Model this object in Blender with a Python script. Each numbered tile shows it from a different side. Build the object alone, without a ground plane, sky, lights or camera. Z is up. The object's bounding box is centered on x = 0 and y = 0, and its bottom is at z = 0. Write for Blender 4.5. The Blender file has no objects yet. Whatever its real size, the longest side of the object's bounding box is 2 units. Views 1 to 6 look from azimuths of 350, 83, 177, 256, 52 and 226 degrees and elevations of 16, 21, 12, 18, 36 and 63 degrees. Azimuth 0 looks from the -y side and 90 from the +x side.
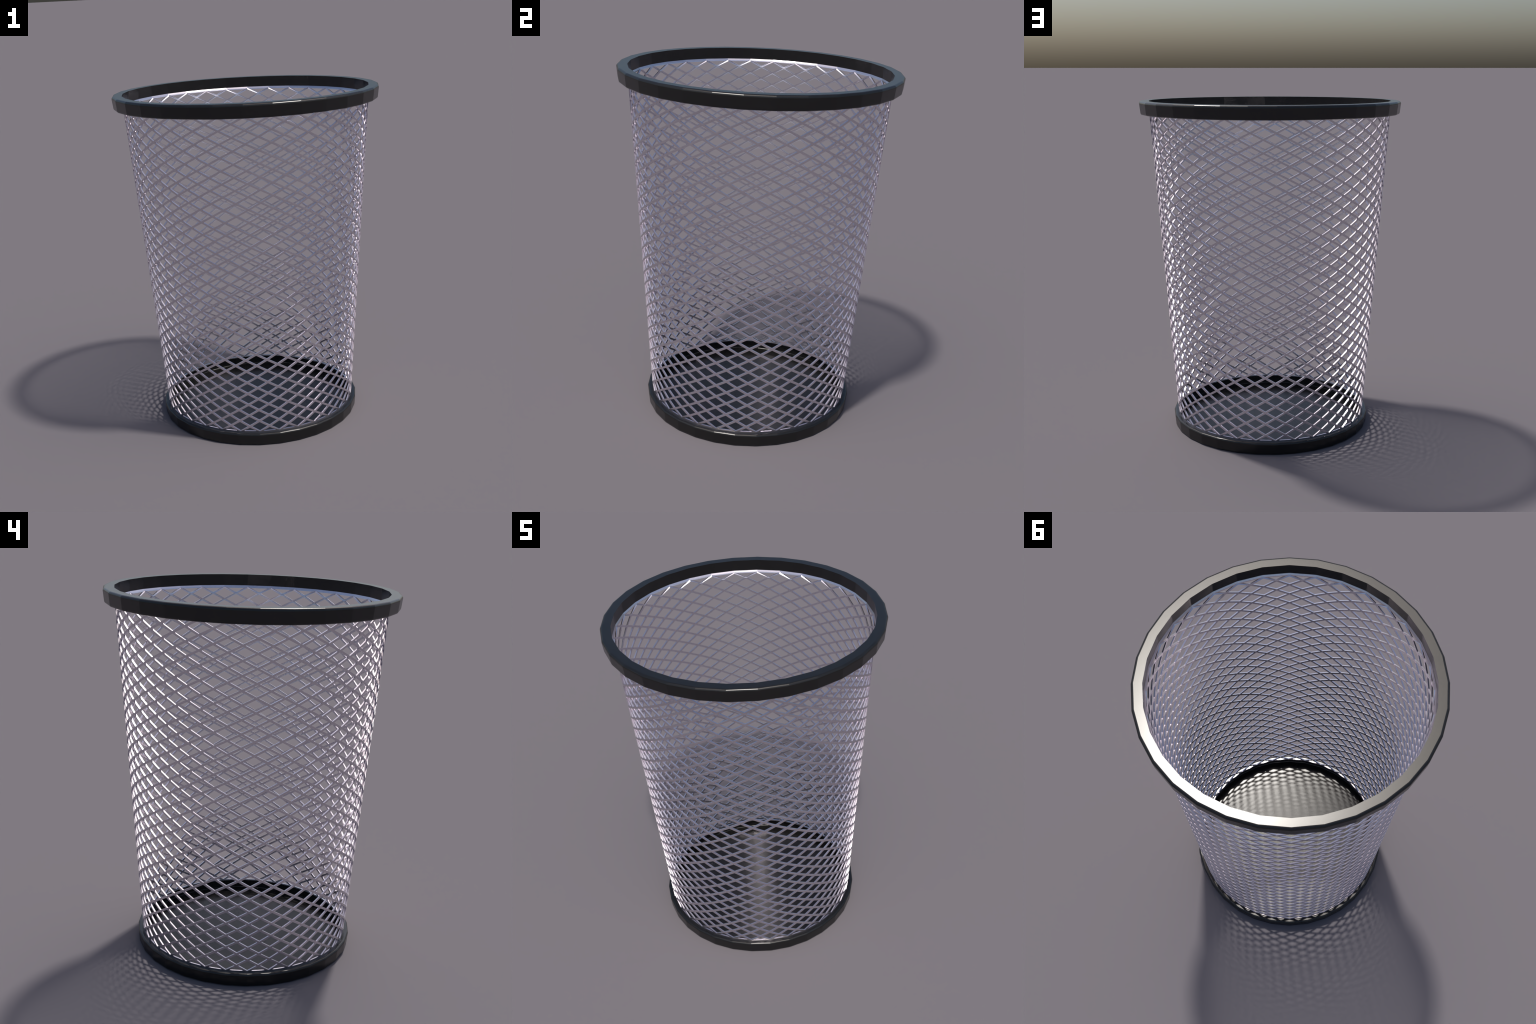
"""Wire-mesh waste bin: a tapering lattice of flat metal wires between a black
top rim and a black base pan.  Everything is a 32-sided figure of revolution."""
import bpy, bmesh, math
from mathutils import Vector

SIDES = 32                      # facets round the bin
STEP = 2 * math.pi / SIDES

# ---- lattice -------------------------------------------------------------
ROWS = 52                       # half-diamond rows from top to bottom
Z_TOP, R_TOP = 1.9262, 0.7144   # centre line of the top row of knots
Z_BOT, R_BOT = 0.0736, 0.5804   # centre line of the bottom row of knots
WIRE_W = 0.0108                 # wire width in the plane of the wall
WIRE_D = 0.0075                 # wire depth through the wall
BORDER_UP, BORDER_DOWN = 0.0120, 0.0022   # border hoop beyond the end knots

# ---- profiles of the turned parts (radius, height, corner radius) --------
RIM = [(0.7205, 2.000, 0), (0.7805, 2.000, 0.014), (0.7715, 1.9225, 0.012), (0.7212, 1.9225, 0)]
BASE = [(0.5790, 0.0718, 0), (0.6130, 0.0718, 0.012), (0.6065, 0.0000, 0.008),
        (0.5845, 0.0000, 0), (0.5845, 0.0130, 0), (0.5945, 0.0130, 0.005), (0.5945, 0.0680, 0), (0.5790, 0.0698, 0)]
FLOOR_R, FLOOR_Z, FLOOR_BOTTOM = 0.5860, 0.0125, 0.0005


# ============================ materials ===================================
def principled(name):
    m = bpy.data.materials.new(name)
    m.use_nodes = True
    return m, m.node_tree.nodes, m.node_tree.links, m.node_tree.nodes["Principled BSDF"]


def grain(nodes, links, bsdf, dark, light, scale, rough_lo, rough_hi):
    """very faint variation of tint and gloss on object coordinates"""
    tc = nodes.new("ShaderNodeTexCoord")
    nz = nodes.new("ShaderNodeTexNoise")
    nz.inputs["Scale"].default_value = scale
    nz.inputs["Detail"].default_value = 3
    links.new(tc.outputs["Object"], nz.inputs["Vector"])
    ramp = nodes.new("ShaderNodeValToRGB")
    ramp.color_ramp.elements[0].position, ramp.color_ramp.elements[1].position = 0.35, 0.65
    ramp.color_ramp.elements[0].color = (*dark, 1)
    ramp.color_ramp.elements[1].color = (*light, 1)
    links.new(nz.outputs["Fac"], ramp.inputs["Fac"])
    links.new(ramp.outputs["Color"], bsdf.inputs["Base Color"])
    mr = nodes.new("ShaderNodeMapRange")
    mr.inputs["To Min"].default_value, mr.inputs["To Max"].default_value = rough_lo, rough_hi
    links.new(nz.outputs["Fac"], mr.inputs["Value"])
    links.new(mr.outputs["Result"], bsdf.inputs["Roughness"])


def make_black(name, rough, specular):
    m, n, l, b = principled(name)
    grain(n, l, b, (0.0065, 0.0065, 0.0065), (0.0075, 0.0075, 0.0075), 6, rough - 0.01, rough + 0.01)
    b.inputs["Metallic"].default_value = 0.0
    b.inputs["IOR"].default_value = 1.5
    b.inputs["Specular IOR Level"].default_value = specular
    return m


def make_steel():
    m, n, l, b = principled("bare_steel_wire")
    grain(n, l, b, (0.68, 0.64, 0.70), (0.70, 0.66, 0.72), 8, 0.25, 0.27)
    b.inputs["Metallic"].default_value = 0.96
    return m


# ============================ turned parts ================================
def rounded_profile(corners, segments=7):
    """closed outline with each corner replaced by a tangent arc"""
    out, n = [], len(corners)
    for k, (r, z, rad) in enumerate(corners):
        p = Vector((r, z))
        if rad <= 0:
            out.append((p, True))
            continue
        a = (Vector(corners[k - 1][:2]) - p).normalized()
        b = (Vector(corners[(k + 1) % n][:2]) - p).normalized()
        half = a.angle(b) / 2
        c = p + (a + b).normalized() * (rad / math.sin(half))
        s, e = p + a * (rad / math.tan(half)), p + b * (rad / math.tan(half))
        u, v = s - c, e - c
        total = u.angle(v)
        for i in range(segments + 1):
            t = i / segments
            w = (math.sin((1 - t) * total) * u + math.sin(t * total) * v) / math.sin(total)
            out.append((c + w, False))
    return out


def lathe(name, corners, material):
    """32-sided revolve; facets stay crisp round the bin, corners roll smoothly"""
    prof = rounded_profile(corners)
    bm = bmesh.new()
    grid = [[bm.verts.new((p.x * math.cos(i * STEP), p.x * math.sin(i * STEP), p.y)) for p, _ in prof]
            for i in range(SIDES)]
    m = len(prof)
    for i in range(SIDES):
        a, b = grid[i], grid[(i + 1) % SIDES]
        for k in range(m):
            f = bm.faces.new((a[k], b[k], b[(k + 1) % m], a[(k + 1) % m]))
            # flat lands stay flat, rounded corners are shaded smoothly
            f.smooth = (prof[k][0] - prof[(k + 1) % m][0]).length < 0.006
    bmesh.ops.recalc_face_normals(bm, faces=bm.faces)
    for i in range(SIDES):
        for k in range(m):
            e = bm.edges.get((grid[i][k], grid[i][(k + 1) % m]))
            e.smooth = False
            if prof[k][1]:
                bm.edges.get((grid[i][k], grid[(i + 1) % SIDES][k])).smooth = False
    return finish(name, bm, material)


def finish(name, bm, material):
    me = bpy.data.meshes.new(name)
    bm.to_mesh(me)
    bm.free()
    me.materials.append(material)
    ob = bpy.data.objects.new(name, me)
    bpy.context.collection.objects.link(ob)
    return ob


def disc(name, radius, z_top, z_bottom, material):
    bm = bmesh.new()
    loops = [[bm.verts.new((radius * math.cos(i * STEP), radius * math.sin(i * STEP), z)) for i in range(SIDES)]
             for z in (z_top, z_bottom)]
    bm.faces.new(loops[0])
    bm.faces.new(loops[1][::-1])
    for i in range(SIDES):
        j = (i + 1) % SIDES
        bm.faces.new((loops[1][i], loops[1][j], loops[0][j], loops[0][i]))
    bmesh.ops.recalc_face_normals(bm, faces=bm.faces)
    return finish(name, bm, material)


# ============================ lattice =====================================
SLOPE = (R_TOP - R_BOT) / (Z_TOP - Z_BOT)
MID_FACTOR = 1.0                # knots of odd rows: 1 on the cone, cos on the facet


def knot(row, half):
    """knot number `half` (in half steps round the bin) of a row"""
    a = half * STEP / 2
    t = row / ROWS
    r = R_TOP + (R_BOT - R_TOP) * t
    if row % 2:
        r *= MID_FACTOR
    p = Vector((r * math.cos(a), r * math.sin(a), Z_TOP + (Z_BOT - Z_TOP) * t))
    nrm = Vector((math.cos(a), math.sin(a), -SLOPE)).normalized()
    return p, nrm


FLARE_FOOT, FLARE_GAP, FLARE_KNOT, FLARE_TOP = 0.0022, 0.0030, 0.0050, 0.0115   # top hoop and wires tilted to brighten with sun and sky glints


def radial(half):
    a = half * STEP / 2
    return Vector((math.cos(a), math.sin(a), 0))


def rolled_middle(high, low):
    """middle of a top-row wire's inner face, just above its lower knot"""
    p, nrm = knot(*low)
    q, _ = knot(*high)
    return p + (q - p).normalized() * (WIRE_W * 0.55) - nrm * (WIRE_D / 2) + radial(low[1]) * (FLARE_FOOT / 2)


def build_lattice(material):
    """Every mesh opening is framed by mitred strips; a strip belongs to the wire
    (or border hoop) that runs along that side of the opening."""
    pieces = {}

    def add(key, quad):
        pieces.setdefault(key, []).append(quad)

    def wire_of(ra, ha, rb, hb):
        if ra == rb:
            return ("hoop", 0 if ra == 0 else 1)
        if ra > rb:
            ra, ha, rb, hb = rb, hb, ra, ha
        d = hb - ha
        if d > SIDES:
            d -= 2 * SIDES
        if d < -SIDES:
            d += 2 * SIDES
        return ("right", (ha - ra) % (2 * SIDES)) if d > 0 else ("left", (ha + ra) % (2 * SIDES))

    def opening(ids):
        n = len(ids)
        pts = [knot(*q) for q in ids]
        top_gap, top_diamond = n == 3 and ids[0][0] == 0, n == 4 and ids[0][0] == 0
        ring = []
        for k in range(n):
            p, nrm = pts[k]
            a = (pts[k - 1][0] - p).normalized()
            b = (pts[(k + 1) % n][0] - p).normalized()
            half = a.angle(b) / 2
            q = p + (a + b).normalized() * (WIRE_W / 2 / math.sin(half))
            o = nrm * (WIRE_D / 2)
            mid, edge = p - o, q - o
            if ids[k][0] == 0:                      # knots of the flared top hoop
                mid = mid + radial(ids[k][1]) * FLARE_KNOT
            if top_gap:
                edge = edge + radial(ids[k][1]) * (FLARE_GAP if ids[k][0] == 0 else FLARE_FOOT)
            ring.append((p + o, mid, q + o, edge))
        for k in range(n):
            j = (k + 1) % n
            key = wire_of(*ids[k], *ids[j])
            A, B = ring[k], ring[j]
            if (top_gap or top_diamond) and {ids[k][0], ids[j][0]} == {0, 1}:
                # inner faces of top-row wires rolled upwards to shape the bright glint under the rim
                add(key, (A[0], B[0], B[2], A[2]))
                add(key, (A[2], B[2], B[3], A[3]))
                hi, lo = (A, B) if ids[k][0] == 0 else (B, A)
                wh, wl = (ids[k], ids[j]) if ids[k][0] == 0 else (ids[j], ids[k])
                m = rolled_middle(wh, wl)
                add(key, (hi[3], lo[3], m, hi[1]))
                add(key, (lo[3], lo[1], m))
                continue
            add(key, (A[0], B[0], B[2], A[2]))      # outer face
            add(key, (A[2], B[2], B[3], A[3]))      # side of the opening
            add(key, (A[3], B[3], B[1], A[1]))      # inner face

    for row in range(0, ROWS + 1):
        for i in range(SIDES):
            h = 2 * i + row % 2
            if row == 0 or row == ROWS:
                s = 1 if row == 0 else -1
                opening([(row, h), (row + s, h + 1), (row, h + 2)])
            else:
                h += 1
                opening([(row - 1, h), (row, h - 1), (row + 1, h), (row, h + 1)])

    # border hoops run on past the end knots
    for idx, row, ext in ((0, 0, BORDER_UP), (1, ROWS, -BORDER_DOWN)):
        lean = Vector((SLOPE * ext, 0, ext))
        for i in range(SIDES):
            cor = []
            for h in (2 * i, 2 * i + 2):
                p, nrm = knot(row, h)
                a = h * STEP / 2
                up = Vector((lean.x * math.cos(a), lean.x * math.sin(a), lean.z))
                o = nrm * (WIRE_D / 2)
                out = radial(h)
                if idx == 0:
                    cor.append((p + o, p - o + out * FLARE_KNOT, p + up + o + out * (FLARE_TOP - 0.006),
                                p + up - o + out * FLARE_TOP))
                else:
                    cor.append((p + o, p - o, p + up + o, p + up - o))
            A, B = cor
            key = ("hoop", idx)
            add(key, (A[0], B[0], B[2], A[2]))
            add(key, (A[2], B[2], B[3], A[3]))
            add(key, (A[3], B[3], B[1], A[1]))

    objs = []
    for key in sorted(pieces):
        bm = bmesh.new()
        cache = {}

        def vert(co):
            c = (round(co.x, 6), round(co.y, 6), round(co.z, 6))
            if c not in cache:
                cache[c] = bm.verts.new(c)
            return cache[c]
        for q in pieces[key]:
            bm.faces.new([vert(v) for v in q])
        orient(bm)
        objs.append(finish("border_hoop" if key[0] == "hoop" else "wire", bm, material))
    return objs


def orient(bm):
    bmesh.ops.recalc_face_normals(bm, faces=bm.faces)
    # strips are open at the mitres: make sure outer faces look outwards
    bm.normal_update()
    bm.faces.ensure_lookup_table()
    score = sum(f.normal.dot(Vector((f.calc_center_median().x, f.calc_center_median().y, 0)).normalized())
                * f.calc_center_median().xy.length * f.calc_area() for f in bm.faces)
    if score < 0:
        bmesh.ops.reverse_faces(bm, faces=bm.faces)


# ============================ assembly ====================================
black, floor_dimmed_black, steel = make_black("black_lacquer", 0.25, 0.46), make_black("black_lacquer_dimmed_gloss", 0.27, 0.43), make_steel()  # same lacquer on the floor, gloss lowered to dim its reflected light streak

bin_root = bpy.data.objects.new("waste_bin", None)
bpy.context.collection.objects.link(bin_root)
bin_root["label"] = "tapered silver wire mesh waste bin with black rim and base"
bin_root["category"] = "waste bin"

parts = [lathe("rim", RIM, black),
         lathe("base_ring", BASE, black),
         disc("floor_plate", FLOOR_R, FLOOR_Z, FLOOR_BOTTOM, floor_dimmed_black)]
parts += build_lattice(steel)
for ob in parts:
    ob.parent = bin_root
